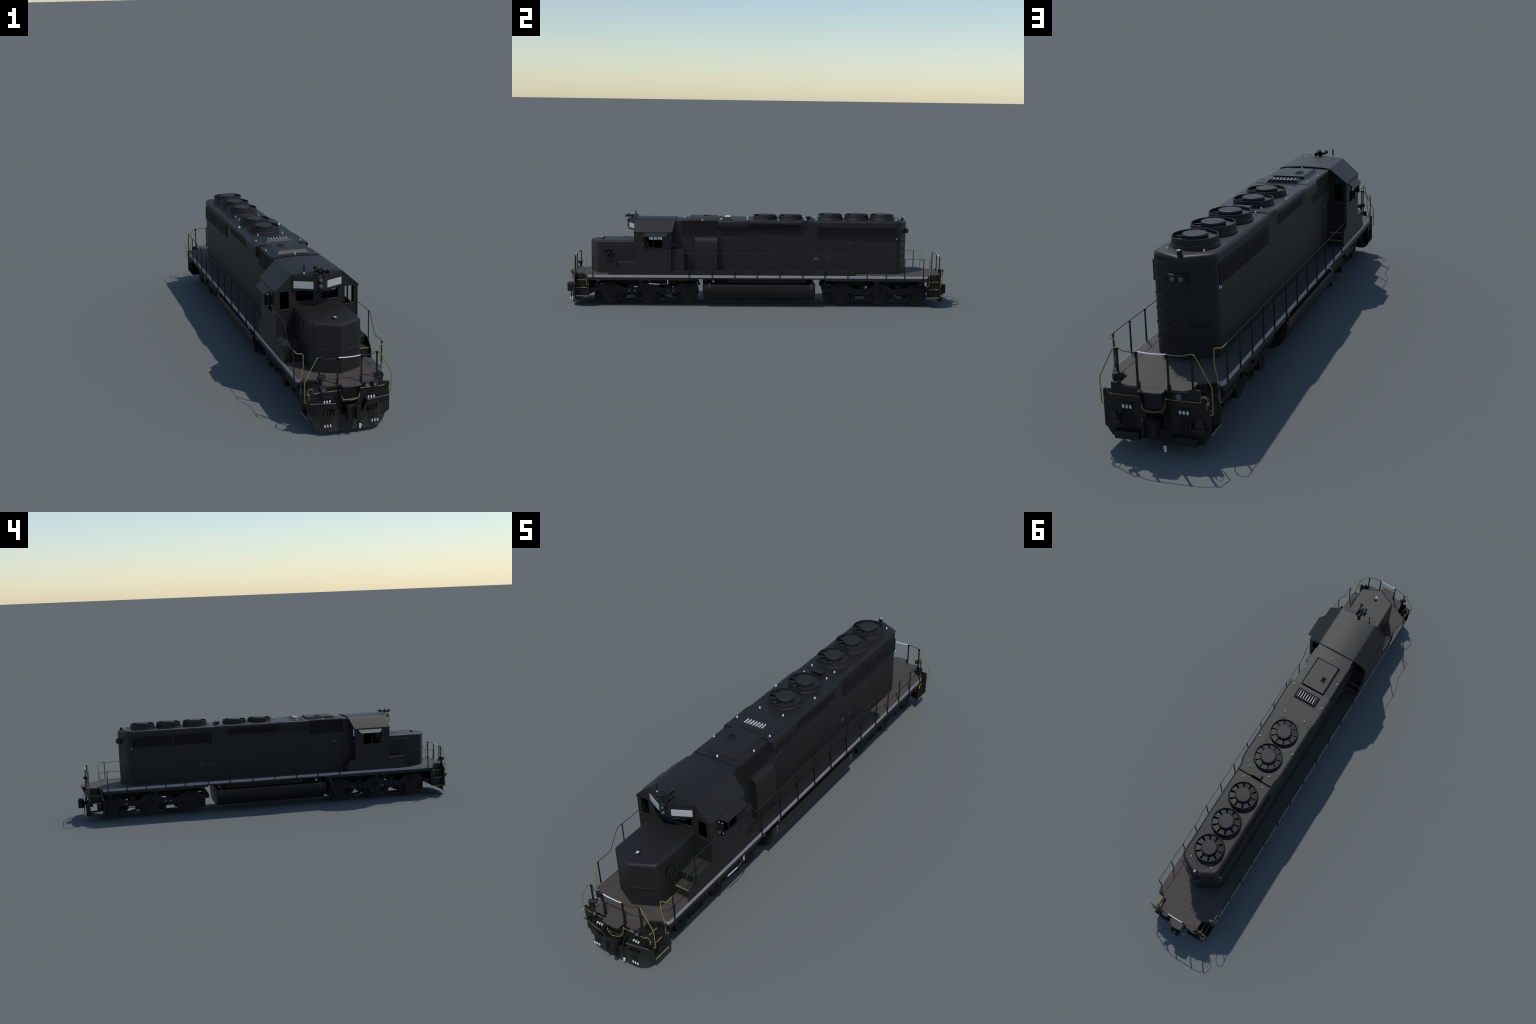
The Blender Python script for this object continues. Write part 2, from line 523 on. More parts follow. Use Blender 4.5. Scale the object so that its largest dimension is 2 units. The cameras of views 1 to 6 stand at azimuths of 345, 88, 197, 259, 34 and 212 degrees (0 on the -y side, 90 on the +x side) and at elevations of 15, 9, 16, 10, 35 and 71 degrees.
def rung(x0, x1, z, off, end=1, shift=0.0, r=.00085):
    """staple-shaped grab iron on the vee-shaped hood or nose end"""
    f = (lambda x: end_face_y(x)) if end > 0 else (lambda x: -(.8735 - abs(x) * (.040 / .085)))
    n = Vector((.47, .88, 0)) if end > 0 else Vector((.43, -.9, 0))
    if x0 < 0:
        n.x = -n.x
    n = n.normalized() * off
    p0, p1 = Vector((x0, f(x0), z)), Vector((x1, f(x1), z))
    d = Vector((0, 0, -.004))
    return Geo().tube([p0 - n * .2, p0 + n, p0 + n + d, p1 + n + d, p1 + n, p1 - n * .2] if shift else [p0 - n * .2, p0 + n, p1 + n, p1 - n * .2], r, 6, fillet=.003)


for z in (.4265, .3830, .3395, .2985, .2600, .2195):
    part("ladder_rung", rung(.0700, .0325, z + .002, .010, 1, 1, .0012), LOUVRE, rear_hood)
part("grab_iron", rung(-.0225, -.0660, .2645, .008, 1, 1, .0011), LOUVRE, rear_hood)
g = Geo().box(-.0235, .0235, .765, .7830, .3775, .4020)
lamp = part("end_headlight_housing", g, BLACK, loco, bevel=.002, seg=2)


def lamp_unit(x, y, z, r, s, parent, r_bezel=1.0):
    """round sealed-beam lamp facing s*y"""
    g = Geo().lathe([(r * 1.22, 0), (r * 1.22, s * .004), (r * 1.05, s * .0048), (r * .98, s * .003), (r * .5, s * .0022)], (x, y, z), 'y', 24)
    part("lamp_bezel", g, BLACK, parent)
    g = Geo().lathe([(r * .97, 0), (r * .97, s * .0032), (r * .7, s * .0040), (r * .1, s * .0046)], (x, y, z), 'y', 24)
    part("lamp_lens", g, GLASS, parent)
    part("lamp_ring", Geo().ring((x, y + s * .0042, z), r * .62, r * .10, 'y', 20, 6), CHROME, parent)
    part("lamp_bulb", Geo().lathe([(r * .22, 0), (r * .22, s * .0046), (r * .05, s * .0056)], (x, y, z), 'y', 12), CHROME, parent)


lamp_unit(.0112, .7822, .3893, .0078, 1, lamp)
lamp_unit(-.0112, .7822, .3893, .0078, 1, lamp)
g = Geo()
for sx in (1, -1):
    pts = []
    for i in range(24):
        a = 2 * math.pi * i / 24
        x = .0655 + .0078 * math.cos(a)
        pts.append((sx * x, end_face_y(x) + .0004, .4035 + .0095 * math.sin(a)))
    g.tube(pts + pts[:2], .0005, 4)
    g.tube([(sx * x, end_face_y(x) + .0004, z) for x, z in ((.022, .343), (.064, .343), (.0662, .346), (.0662, .368), (.064, .371), (.022, .371), (.020, .368), (.020, .346), (.022, .343), (.024, .343))], .0005, 4)
part("blanked_board_outline", g, LOUVRE, rear_hood)
part("hood_foot_step", Geo().tube([(.012, .776, .1735), (0, .7815, .1735), (-.012, .776, .1735)], .0012, 6), RAIL, rear_hood)

# ---------------------------------------------------------------- short hood (nose)
plan = rounded([(.0855, -.630), (-.0855, -.630), (-.0855, -.8325), (0, -.8735), (.0855, -.8325)], [0, 0, .014, 0, .014], 6)
nose = part("nose", Geo().loft(dome(plan, .150, .3345, .010)), BLACK, loco, angle=28)
part("grab_iron", rung(.0170, .0690, .2525, .010, -1, 1, .0010), RAIL, nose)
part("grab_iron", rung(-.0170, -.0690, .2525, .010, -1, 1, .0010), RAIL, nose)
g = Geo().tube([(-.0560, -.707, .333), (-.0560, -.707, .3405), (-.0320, -.6750, .3405), (-.0320, -.6750, .333)], .0009, 6, fillet=.003)
part("grab_iron", g, RAIL, nose)
g = Geo().tube([(-.0845, -.681, .274), (-.0945, -.681, .272), (-.0945, -.721, .272), (-.0845, -.721, .274)], .0009, 6, fillet=.003)
part("grab_iron", g, RAIL, nose)
# spoked hand-brake wheel on one flank, plain round cover on the other
g = Geo().ring((.0965, -.7747, .2718), .0232, .0013, 'x', 32, 8)
for i in range(6):
    a = i * math.pi / 3 + .2
    g.tube([(.0935, -.7747, .2718), (.0965, -.7747 + .0232 * math.cos(a), .2718 + .0232 * math.sin(a))], .0017, 6)
g.lathe([(.005, -.010), (.0045, .000), (.002, .001)], (.0940, -.7747, .2718), 'x', 16)
wheel = part("hand_brake_wheel", g, BLACK, loco)
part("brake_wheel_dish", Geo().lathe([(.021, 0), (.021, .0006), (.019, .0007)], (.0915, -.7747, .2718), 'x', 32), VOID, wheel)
part("brake_chain", Geo().tube([(.0885, -.7600, .2500), (.0880, -.7580, .2300), (.0880, -.7575, .1700)], .0009, 6), RAIL, wheel)
part("round_cover", Geo().lathe([(.0150, .0040), (.0150, -.0030), (.013, -.0042), (.002, -.0044)], (-.0860, -.7340, .2990), 'x', 28), BLACK, nose)
part("nose_foot_step", Geo().tube([(-.012, -.866, .1855), (0, -.8765, .1855), (.012, -.869, .1855)], .0009, 6), RAIL, nose)

# ---------------------------------------------------------------- cab
CX, CF, CR = .1475, -.6370, -.4490
wall = [(CX, .150), (CX, .3880), (.0895, .4405), (0, .4460), (-.0895, .4405), (-CX, .3880), (-CX, .150)]
cab = part("cab", Geo().prism('y', wall, CF, CR), BLACK, loco)
room = [(CX - .004, .158), (CX - .004, .3860), (.0880, .4380), (0, .4430), (-.0880, .4380), (-CX + .004, .3860), (-CX + .004, .158)]
boolean(cab, part("cutter", Geo().prism('y', room, CF + .004, CR - .004), VOID, None))


def window_cut(axis, a0, a1, b0, b1, d0, d1, r=.004):
    poly = rounded([(a0, b0), (a1, b0), (a1, b1), (a0, b1)], [r] * 4, 4)
    return Geo().prism(axis, poly, d0, d1)


cuts = Geo().box(-.083, .083, CR - .02, CR + .02, .170, .4300)
for s in (1, -1):
    for x0, x1, z0, z1 in ((.0140, .0755, .3490, .3840), (.1000, .1330, .3245, .3865)):
        cuts.merge(window_cut('y', min(s * x0, s * x1), max(s * x0, s * x1), z0, z1, CF - .01, CF + .012))
    cuts.merge(window_cut('y', min(s * .1000, s * .1335), max(s * .1000, s * .1335), .3220, .3850, CR - .012, CR + .01))
cuts.merge(window_cut('x', -.5855, -.4950, .3075, .3770, CX - .012, CX + .01, .002))
cuts.merge(window_cut('x', -.5855, -.4950, .3075, .3770, -CX - .01, -CX + .012, .002))
boolean(cab, part("cutter", cuts, VOID, None))

# sills, mullions, door frame and grab details on the cab
for s in (1, -1):
    g = Geo().box(min(s * .146, s * .1515), max(s * .146, s * .1515), -.588, -.4925, .3040, .3075)
    part("window_sill", g, BLACK, cab, bevel=.0006)
    g = Geo().box(min(s * .1435, s * .1478), max(s * .1435, s * .1478), -.5415, -.5375, .3075, .3770)
    part("window_post", g, BLACK, cab)
    # tilted sun visor
    vis = Geo()
    a, b = [(.1485, -.5950, .3838), (.1485, -.4650, .3838), (.1725, -.4745, .3665), (.1725, -.5780, .3665)], []
    b = [(x + .0010, y, z + .0014) for x, y, z in a]
    vis.hexa([(s * x, y, z) for x, y, z in a], [(s * x, y, z) for x, y, z in b])
    part("sun_visor", vis, BLACK, cab)
    g = Geo().tube([(s * .1492, -.6190, .3835), (s * .1502, -.4560, .3865)], .0011, 6)
    part("rain_gutter", g, RAIL, cab)
    # wind deflector mirror with pale studs
    g = Geo().box(min(s * .1475, s * .1640), max(s * .1475, s * .1640), -.5905, -.5885, .3270, .3720)
    mir = part("wind_deflector", g, LOUVRE, cab, bevel=.0004)
    for z in (.3292, .3696):
        for x in (.1500, .1625):
            part("deflector_stud", Geo().lathe([(.0014, -.0012), (.0014, .001), (.0006, .0014)], (s * x, -.5912, z), 'y', 10), WHITE, mir)
    for x0 in (.0140, .1000):
        x1, z0 = (.0755, .349) if x0 < .05 else (.1330, .3245)
        part("window_ledge", Geo().box(min(s * x0, s * x1), max(s * x0, s * x1), CF - .0018, CF + .001, z0 - .0022, z0 - .0002), RAIL, cab, bevel=.0005)
part("cab_latch", Geo().box(.147, .1505, -.4790, -.4680, .2620, .2925), BLACK, cab, bevel=.0008)
g = Geo().tube([(.0932, CF - .0008, .200), (.0932, CF - .0008, .4118), (.1115, CF - .0008, .4112), (.1412, CF - .0008, .3830), (.1412, CF - .0008, .232)], .0011, 6, fillet=.006)
part("front_door_frame", g, BLACK, cab)
g = Geo().tube([(-.0915, CR + .0008, .232), (-.0915, CR + .0008, .412), (-.1080, CR + .0008, .412), (-.1380, CR + .0008, .384), (-.1380, CR + .0008, .232)], .0011, 6, fillet=.005)
part("rear_door_frame", g, BLACK, cab)

# roof shell with a raked back edge
prof = [(.1492, .3860), (.1494, .3895), (.1478, .3920), (.0925, .4418), (.0895, .4433), (.0850, .4444), (.060, .4470), (.030, .4489), (0, .4496)]
prof = prof + [(-x, z) for x, z in reversed(prof[:-1])]
inner = [(x * .985, z - .0035) for x, z in prof]
loop = prof + list(reversed(inner))
def roof_back(x):
    x = abs(x)
    return -.4305 if x < .0892 else -.4305 - (x - .089) / .06 * .0145
rings = [[(x, CF - .0012, z) for x, z in loop], [(x, roof_back(x), z) for x, z in loop]]
g = Geo()
n, m = len(loop), len(prof)
v = rings[0] + rings[1]
f = [(i, (i + 1) % n, n + (i + 1) % n, n + i) for i in range(n)]
for k in (0, 1):
    f += [(k * n + i, k * n + i + 1, k * n + n - 2 - i, k * n + n - 1 - i) for i in range(m - 1)]
g.add(v, f)
roof = part("cab_roof", g, BLACK, loco, angle=18)

# wedge-shaped housing for the number boards and twin headlight
base = [(-.0895, -.6300), (-.0895, -.6400), (-.0150, -.6770), (.0150, -.6770), (.0895, -.6400), (.0895, -.6300)]
tops = [(-.0895, -.6300, .4440), (-.0895, -.6400, .4435), (-.0150, -.6770, .4455), (.0150, -.6770, .4455), (.0895, -.6400, .4435), (.0895, -.6300, .4440)]
g = Geo().hexa([(x, y, .3895) for x, y in base], tops)
wedge = part("number_board_housing", g, BLACK, loco, bevel=.0012, seg=2)
# thin roof lip closing the gap between housing and roof crown
g = Geo().hexa([(-.088, -.6375, .4435), (0, -.6660, .4440), (.088, -.6375, .4435), (.05, -.6300, .4440), (-.05, -.6300, .4440)],
               [(-.088, -.6375, .4447), (0, -.6660, .4468), (.088, -.6375, .4447), (.05, -.6300, .4478), (-.05, -.6300, .4478)])
part("housing_lip", g, BLACK, wedge)
for s in (1, -1):
    a, b = Vector((.0245, -.6722)), Vector((.0855, -.6420))
    d = (b - a).normalized()
    nrm = Vector((d.y, -d.x)) * .0015
    poly = [a - nrm, a + nrm, b + nrm, b - nrm]
    g = Geo().hexa([(s * p.x, p.y, .3982) for p in poly], [(s * p.x, p.y, .4228) for p in poly])
    part("number_board", g, BOARD, wedge, bevel=.0006, seg=2)
    # thin wiper-like handle under the housing
    g = Geo().tube([(s * .0220, -.668, .3905), (s * .0225, -.670, .3850), (s * .0640, -.650, .3835), (s * .0650, -.648, .3895)], .0008, 6, fillet=.003)
    if s > 0:
        part("wiper_bar", g, RAIL, wedge)
g = Geo().prism('z', rounded([(-.0135, -.664), (-.0135, -.6800), (.0135, -.6800), (.0135, -.664)], [0, .003, .003, 0], 4), .3945, .4415)
hl = part("headlight_housing", g, BLACK, loco, bevel=.0008)
lamp_unit(0, -.6795, .4285, .0078, -1, hl)
lamp_unit(0, -.6795, .4068, .0078, -1, hl)
g = Geo().lathe([(.020, 0), (.0185, -.0045), (.001, -.0055)], (0, -.6600, .3900), 'z', 28)
part("housing_underside", g, BLACK, wedge)

# five-chime horn
g = Geo()
def bell(p, d, L, r):
    p, d = Vector(p), Vector(d).normalized()
    M = Matrix.Translation(p) @ d.to_track_quat('Z', 'Y').to_matrix().to_4x4()
    h = Geo().lathe([(r * .34, 0), (r * .36, L * .35), (r * .48, L * .65), (r * .72, L * .88), (r, L), (r * .9, L), (r * .55, L * .8), (r * .1, L * .6)], (0, 0, 0), 'z', 18)
    h.lathe([(r * .1, -.006), (r * .62, -.0055), (r * .66, -.001), (r * .4, .001)], (0, 0, 0), 'z', 14)
    return Geo().merge(h, M)
horn = Geo().tube([(0, -.660, .444), (0, -.660, .4555)], .0028, 10)
horn.tube([(-.014, -.658, .4545), (.016, -.664, .4545)], .0026, 8)
part_h = part("horn", horn, LOUVRE, loco)
for p, d, L, r in (((.0150, -.664, .4560), (.06, -1, .02), .0290, .0090), ((-.0120, -.662, .4575), (-.06, -1, .05), .0210, .0078), ((.0030, -.664, .4535), (0, -1, -.1), .0150, .0060),
                   ((.0010, -.656, .4580), (-.12, 1, .10), .0270, .0088), ((.0150, -.656, .4550), (.10, 1, 0), .0140, .0064)):
    part("horn_bell", bell(p, d, L, r), LOUVRE, part_h)
g = Geo().lathe([(.0022, -.002), (.0022, .0075), (.0012, .008)], (-.0490, -.6460, .4455), 'z', 12)
ant = part("antenna", g, WHITE, loco)
part("antenna_mast", Geo().lathe([(.0028, .008), (.0028, .0305), (.0024, .0312)], (-.0490, -.6460, .4455), 'z', 12), LOUVRE, ant)
g = Geo().tube([(.034, -.647, .446), (.034, -.647, .4545), (.068, -.639, .4540), (.068, -.639, .4445)], .0008, 6, fillet=.002)
part("roof_grab_rail", g, RAIL, roof)

# cab skirts, side platforms and steps
def plate_x(poly, s, name="cab_skirt"):
    g = Geo().prism('x', poly, s * .1438, s * .1472)
    return part(name, g, BLACK, loco, bevel=.0004)
plate_x([(-.7690, .150), (-.7690, .192), (-.7640, .207), (-.7510, .2235), (-.7370, .2300), (-.7210, .2310), (-.6360, .2310), (-.6360, .150)], 1)
plate_x([(-.7235, .150), (-.7235, .2190), (-.7110, .2290), (-.6360, .2290), (-.6360, .150)], -1)
plate_x([(-.4500, .150), (-.4500, .2285), (-.4228, .2285), (-.4050, .2040), (-.4050, .150)], -1)
def block(name, x0, x1, y0, y1, z1, mat=DECK, edge=None, z0=.160):
    o = part(name, Geo().box(min(x0, x1), max(x0, x1), y0, y1, z0, z1 - .0012), BLACK, loco, bevel=.0006)
    part("step_tread", Geo().box(min(x0, x1), max(x0, x1), y0, y1, z1 - .0012, z1), mat, o)
    if edge is not None:
        part("step_edge", Geo().box(min(x0, x1), max(x0, x1), edge - .0016, edge + .0016, z1 - .0028, z1 + .0003), YELLOW, o, bevel=.0004)
    return o
block("cab_platform", .084, .1440, -.7200, -.6372, .2290, mat=DARK_TREAD)
block("cab_step", .084, .1440, -.7560, -.7202, .2000, mat=MID_TREAD, edge=-.7560)
block("cab_platform", -.1440, -.084, -.7235, -.6372, .2280, mat=DARK_TREAD)
block("cab_step", -.1440, -.0870, -.4488, -.4270, .2120, mat=DARK_TREAD, edge=-.4270)
block("cab_step", -.1440, -.0870, -.4268, -.4045, .1890, mat=DARK_TREAD, edge=-.4045)
part("rear_step_box", Geo().box(.080, .1310, -.4485, -.3835, .150, .3000), BLACK, loco, bevel=.0012, seg=2)

# rounded filter housing and the long cable duct on the walkway
poly = [(.080, .185), (.1155, .185), (.1152, .2900), (.1148, .3100), (.1140, .3260), (.1125, .3370), (.1095, .3450), (.1050, .3510), (.0990, .3555), (.0925, .3590), (.080, .3610)]
part("filter_housing", Geo().prism('y', poly, -.3300, -.2148), BLACK, loco, bevel=.0006, angle=25)
g = Geo().prism('x', [(-.4488, .150), (.5000, .150), (.5000, .1800), (.4940, .1905), (-.4488, .1905)], .080, .1455)
part("walkway_duct", g, BLACK, loco, bevel=.001, seg=2)

# ---------------------------------------------------------------- deck, sills, pilots
half = [(0, .9545), (.0780, .9545), (.0930, .9420), (.0930, .8985), (.1375, .8740), (.1482, .8690)]
right = [(x, y) for x, y in half]
outline = [(x, -y) for x, y in half] + list(reversed(half))
outline = outline[:]  # from the nose point round +x to the far point
full = outline + [(-x, y) for x, y in reversed(outline)]
seen, deckpoly = set(), []
for p in full:
    if p not in seen:
        seen.add(p)
        deckpoly.append(p)
part("deck", Geo().prism('z', deckpoly, .1615, DECK_Z), DECK, loco)
for s in (1, -1):
    poly = [(-.0325, s * .9548), (-.0315, s * .9790), (-.016, s * .9822), (.016, s * .9822), (.0315, s * .9790), (.0325, s * .9548)]
    part("end_foot_plate", Geo().prism('z', poly, .1640, DECK_Z - .0003), DECK, loco, bevel=.0003)

# side sill with its pale stripe, wrapping round the corner at both ends
def sill_path(s, off):
    """plan path of the sill's outer face, from nose end to far end"""
    a = [(.1340, -.8765), (.1415, -.8760), (.1470, -.8725), (.1492, -.8660)]
    pts = a + [(.1492, -.349), (.1492, .343)] + [(x, -y) for x, y in reversed(a)]
    return [(s * (x + off), y) for x, y in pts]
def sill_strip(s, z0, z1, off, depth):
    p, q = sill_path(s, off), sill_path(s, -depth)
    g = Geo()
    n = len(p)
    v = [(x, y, z0) for x, y in p] + [(x, y, z1) for x, y in p] + [(x, y, z0) for x, y in q] + [(x, y, z1) for x, y in q]
    f = []
    for i in range(n - 1):
        f += [(i, i + 1, n + i + 1, n + i), (2 * n + i, 3 * n + i, 3 * n + i + 1, 2 * n + i + 1), (n + i, n + i + 1, 3 * n + i + 1, 3 * n + i), (i, 2 * n + i, 2 * n + i + 1, i + 1)]
    f += [(0, n, 3 * n, 2 * n), (n - 1, 3 * n - 1, 4 * n - 1, 2 * n - 1)]
    return g.add(v, f)
for s in (1, -1):
    part("side_sill", sill_strip(s, .1475, .1550, 0, .0045), BLACK, loco)
    part("sill_stripe", sill_strip(s, .1550, .1678, .0004, .0008), STRIPE, loco)
    g = Geo()
    for y0, y1, t in ((-.873, -.355, .016), (.338, .873, -.006)):
        lo = [(y0 + (.006 if y0 > 0 else 0), .1405), (y1 - (0 if y0 > 0 else .016), .1405), (y1, .1475), (y0, .1475)]
        g.prism('x', lo, s * .1440, s * .1490)
    part("sill_lower_lip", g, BLACK, loco)
# underframe: centre sill, cross bearers
g = Geo().box(-.045, .045, -.935, .935, .139, .1610)
for y in (-.88, -.70, -.566, -.42, .37, .50, .6325, .76, .88):
    g.box(-.1400, .1400, y - .008, y + .008, .1420, .1612)
part("underframe", g, FRAME, loco, bevel=.001)

# end steps: side walls, treads and yellow nosings
for sy in (1, -1):
    for sx in (1, -1):
        g = Geo()
        # raked inner wall
        a, b = (.0930, .8985), (.1385, .8735)
        for (x0, y0), (x1, y1) in ((a, b),):
            g.hexa([(sx * x0, sy * y0, .0510), (sx * x1, sy * y1, .0510), (sx * x1, sy * (y1 - .003), .0510), (sx * x0, sy * (y0 - .003), .0510)],
                   [(sx * x0, sy * y0, .1612), (sx * x1, sy * y1, .1612), (sx * x1, sy * (y1 - .003), .1612), (sx * x0, sy * (y0 - .003), .1612)])
        def yin(x):
            return .8985 - (x - .0930) / .0455 * .025
        for x, z0, z1, y1 in ((.0915, .1330, .1612, .942), (.1035, .0950, .1330, .942), (.1120, .0530, .0950, .908 if sy > 0 and sx < 0 else .942)):
            y0 = yin(x)
            g.box(min(sx * x, sx * (x - .003)), max(sx * x, sx * (x - .003)), min(sy * y0, sy * y1), max(sy * y0, sy * y1), z0, z1)
        st = part("end_steps", g, BLACK, loco)
        for x0, x1, z in ((.0920, .1095, .1335), (.1035, .1205, .0955), (.1120, .1380, .0548)):
            poly = [(sx * x0, sy * yin(x0)), (sx * x1, sy * yin(x1)), (sx * x1, sy * .942), (sx * x0, sy * .942)]
            part("step_tread", Geo().prism('z', poly, z - .0030, z), FRAME, st)
            y0 = yin(x1)
            part("step_edge", Geo().box(min(sx * (x1 - .0012), sx * (x1 + .0012)), max(sx * (x1 - .0012), sx * (x1 + .0012)), min(sy * y0, sy * .9395), max(sy * y0, sy * .9395), z - .0028, z + .0008), YELLOW, st, bevel=.0004)

# pilot plates
def pilot(sy):
    g = Geo()
    y0, y1 = sy * .9415, sy * .9460
    side = [(.026, .1600), (.0830, .1600), (.0905, .1705), (.1165, .1705), (.1165, .1530), (.1360, .1520), (.1390, .1490), (.1390, .0530), (.1345, .0515), (.1195, .0285), (.026, .0285)]
    if sy < 0:
        side = [(x, max(z, .040) if x < .13 else z) for x, z in side]
    for s in (1, -1):
        g.prism('y', [(s * x, z) for x, z in side], y0, y1)
    g.prism('y', [(-.026, .1020), (.026, .1020), (.026, .1600), (-.026, .1600)], y0, y1)
    g.prism('y', [(-.026, .0285 if sy > 0 else .040), (.026, .0285 if sy > 0 else .040), (.026, .0600), (-.026, .0600)], y0, y1)
    p = part("pilot", g, BLACK, loco)
    # braces that run back under the steps
    for s in (1, -1):
        b = Geo()
        if sy > 0:
            b.prism('x', [(.942, .0310), (.942, .0560), (.905, .0560)], s * .112, s * .115)
        else:
            b.prism('x', [(-.942, .0240), (-.942, .0900), (-.835, .0900), (-.835, .0760)], s * .112, s * .115)
        part("pilot_brace", b, BLACK, p)
    # striker casting above the coupler, below the foot plate
    b = Geo().hexa([(-.0275, sy * .944, .100), (.0275, sy * .944, .100), (.0275, sy * .955, .104), (-.0275, sy * .955, .104)],
                   [(-.0275, sy * .944, .1620), (.0275, sy * .944, .1620), (.0275, sy * .9560, .1620), (-.0275, sy * .9560, .1620)])
    for s in (1, -1):
        b.prism('x', [(sy * .944, .115), (sy * .958, .118), (sy * .978, .1635), (sy * .944, .1635)], s * .0275, s * .0300)
    b.lathe([(.0055, -.0275), (.0055, .0275)], (0, sy * .9560, .1090), 'x', 16)
    part("striker_casting", b, BLACK, p, bevel=.0004)
    part("draft_pocket", Geo().box(-.0258, .0258, min(sy * .925, sy * .940), max(sy * .925, sy * .940), .0602, .1018), VOID, p)
    # coupler: shank, open-jawed head and knuckle
    shank = Geo().box(-.0100, .0100, min(sy * .930, sy * .976), max(sy * .930, sy * .976), .0700, .0880)
    c = part("coupler", shank, FRAME, loco, bevel=.002)
    head = [(-.0110, .9700), (-.0200, .9760), (-.0212, .9880), (-.0180, .9960), (-.0120, .9950), (-.0100, .9850), (.0020, .9830), (.0080, .9880), (.0090, 1.000), (.0200, .9990), (.0215, .9820), (.0190, .9740), (.0110, .9700)]
    part("coupler_head", Geo().prism('z', [(-sy * x, sy * y) for x, y in head], .0560, .1005), FRAME, c, bevel=.0012)
    part("coupler_knuckle", Geo().prism('z', [(-sy * x, sy * y) for x, y in ((.0060, .9880), (.0075, 1.000), (.0150, 1.000), (.0212, .9960), (.0218, .9860))], .0640, .0940), FRAME, c, bevel=.002, seg=2)
    part("coupler_pin", Geo().lathe([(.004, 0), (.004, .1030 - .056)], (-sy * .0145, sy * .986, .0555), 'z', 12), FRAME, c)
    # uncoupling levers: yellow rod with end loops, centre bail, pale clips
    yb = sy * .9520
    for s in (1, -1):
        path = [(s * .0290, yb, .1425), (s * .1190, yb, .1425), (s * .1245, sy * .9600, .1625), (s * .1375, sy * .9610, .1630), (s * .1415, sy * .9550, .1435), (s * .1345, sy * .9530, .1415), (s * .1345, sy * .9530, .1255)]
        part("uncoupling_lever", Geo().tube(path, .00105, 6, fillet=.002), YELLOW, loco)
        part("lever_clip", Geo().tube([(s * .0300, yb, .1420), (s * .0280, sy * .9530, .1490)], .0016, 6), WHITE, p)
        part("lever_clip", Geo().tube([(s * .1385, sy * .9535, .1395), (s * .1375, sy * .9530, .1440)], .0013, 6), WHITE, p)
    bail = [(-.0290, yb, .1425), (-.0310, sy * .9620, .1260), (-.0260, sy * .9680, .1180), (0, sy * .9760, .1150), (.0260, sy * .9680, .1180), (.0310, sy * .9620, .1260), (.0290, yb, .1425)]
    part("uncoupling_bail", Geo().tube(bail, .00115, 6, fillet=.006), YELLOW, loco)
    # air brake hose beside the coupler with white glad hand
    hx = .0310 if sy < 0 else -.0310
    part("air_hose", Geo().tube([(hx, sy * .942, .1080), (hx, sy * .956, .1060), (hx * 1.02, sy * .9680, .0860), (hx * .95, sy * .9700, .0300)], .0021, 8, fillet=.010), LOUVRE, p)
    part("glad_hand", Geo().box(hx * .95 - .0028, hx * .95 + .0028, sy * .970 - .0025, sy * .970 + .0025, .0130, .0300).box(hx * .95 - .0010, hx * .95 + .0050, sy * .970 - .0025, sy * .970 + .0025, .0200, .0270), WHITE, p, bevel=.001)
    # multiple-unit hoses in threes
    for s in (1, -1):
        part("hose_bracket", Geo().box(min(s * .060, s * .088), max(s * .060, s * .088), min(sy * .946, sy * .9500), max(sy * .946, sy * .9500), .1185, .1220), BLACK, p)
        for k in range(3):
            x = s * (.0650 + .0095 * k)
            bend = .004 if sy > 0 and s < 0 else 0
            if sy > 0:
                path = [(x, .948, .1160), (x, .953, .1120), (x, .9545, .085), (x - bend * 1.2, .9560, .0480)]
            else:
                path = [(x, -.946, .1090), (x, -.951, .1040), (x + .001, -.9580, .0820), (x + s * .002, -.9700, .0640), (x + s * .005, -.9705, .0370)]
            part("control_hose", Geo().tube(path, .0014, 6, fillet=.008), LOUVRE, p)
            part("hose_end", Geo().prism('y', [(x - .0030, (.1035 if sy < 0 else .1080)), (x + .0016, (.1030 if sy < 0 else .1075)), (x + .0030, (.1120 if sy < 0 else .1165)), (x - .0018, (.1125 if sy < 0 else .1170))], sy * .9485, sy * .9545), WHITE, p, bevel=.001)
            if sy < 0:
                xe = x + s * .005
                part("hose_end", Geo().prism('y', [(xe - .0012, .0300), (xe + .0026, .0305), (xe + .0010, .0400), (xe - .0026, .0395)], -.9735, -.9690), WHITE, p, bevel=.0012)
    # white-faced socket and a lamp or speaker on the corner post
    sx = 1 if sy < 0 else -1
    poly = [(sx * .062 + .0078 * math.cos(a), .1515 + (.0078 if math.sin(a) > 0 else .0100) * math.sin(a)) for a in [i * math.pi / 10 for i in range(20)]]
    part("jumper_socket", Geo().prism('y', poly, sy * .946, sy * .9510), SOCKET, p, bevel=.0006)
    spx, spy = (-.0925, -.9480) if sy < 0 else (.0925, .9500)
    sp = Geo().merge(Geo().lathe([(.0072, -.0140), (.0080, -.012), (.0080, .012), (.0072, .0140)], (0, 0, 0), 'x', 20), Matrix.Translation((spx, spy, .1920)) @ Matrix.Rotation(math.radians(36), 4, 'Z'))
    sp.box(spx - .003, spx + .003, spy - .003, spy + .003, .168, .186)
    part("corner_speaker", sp, LOUVRE, loco)
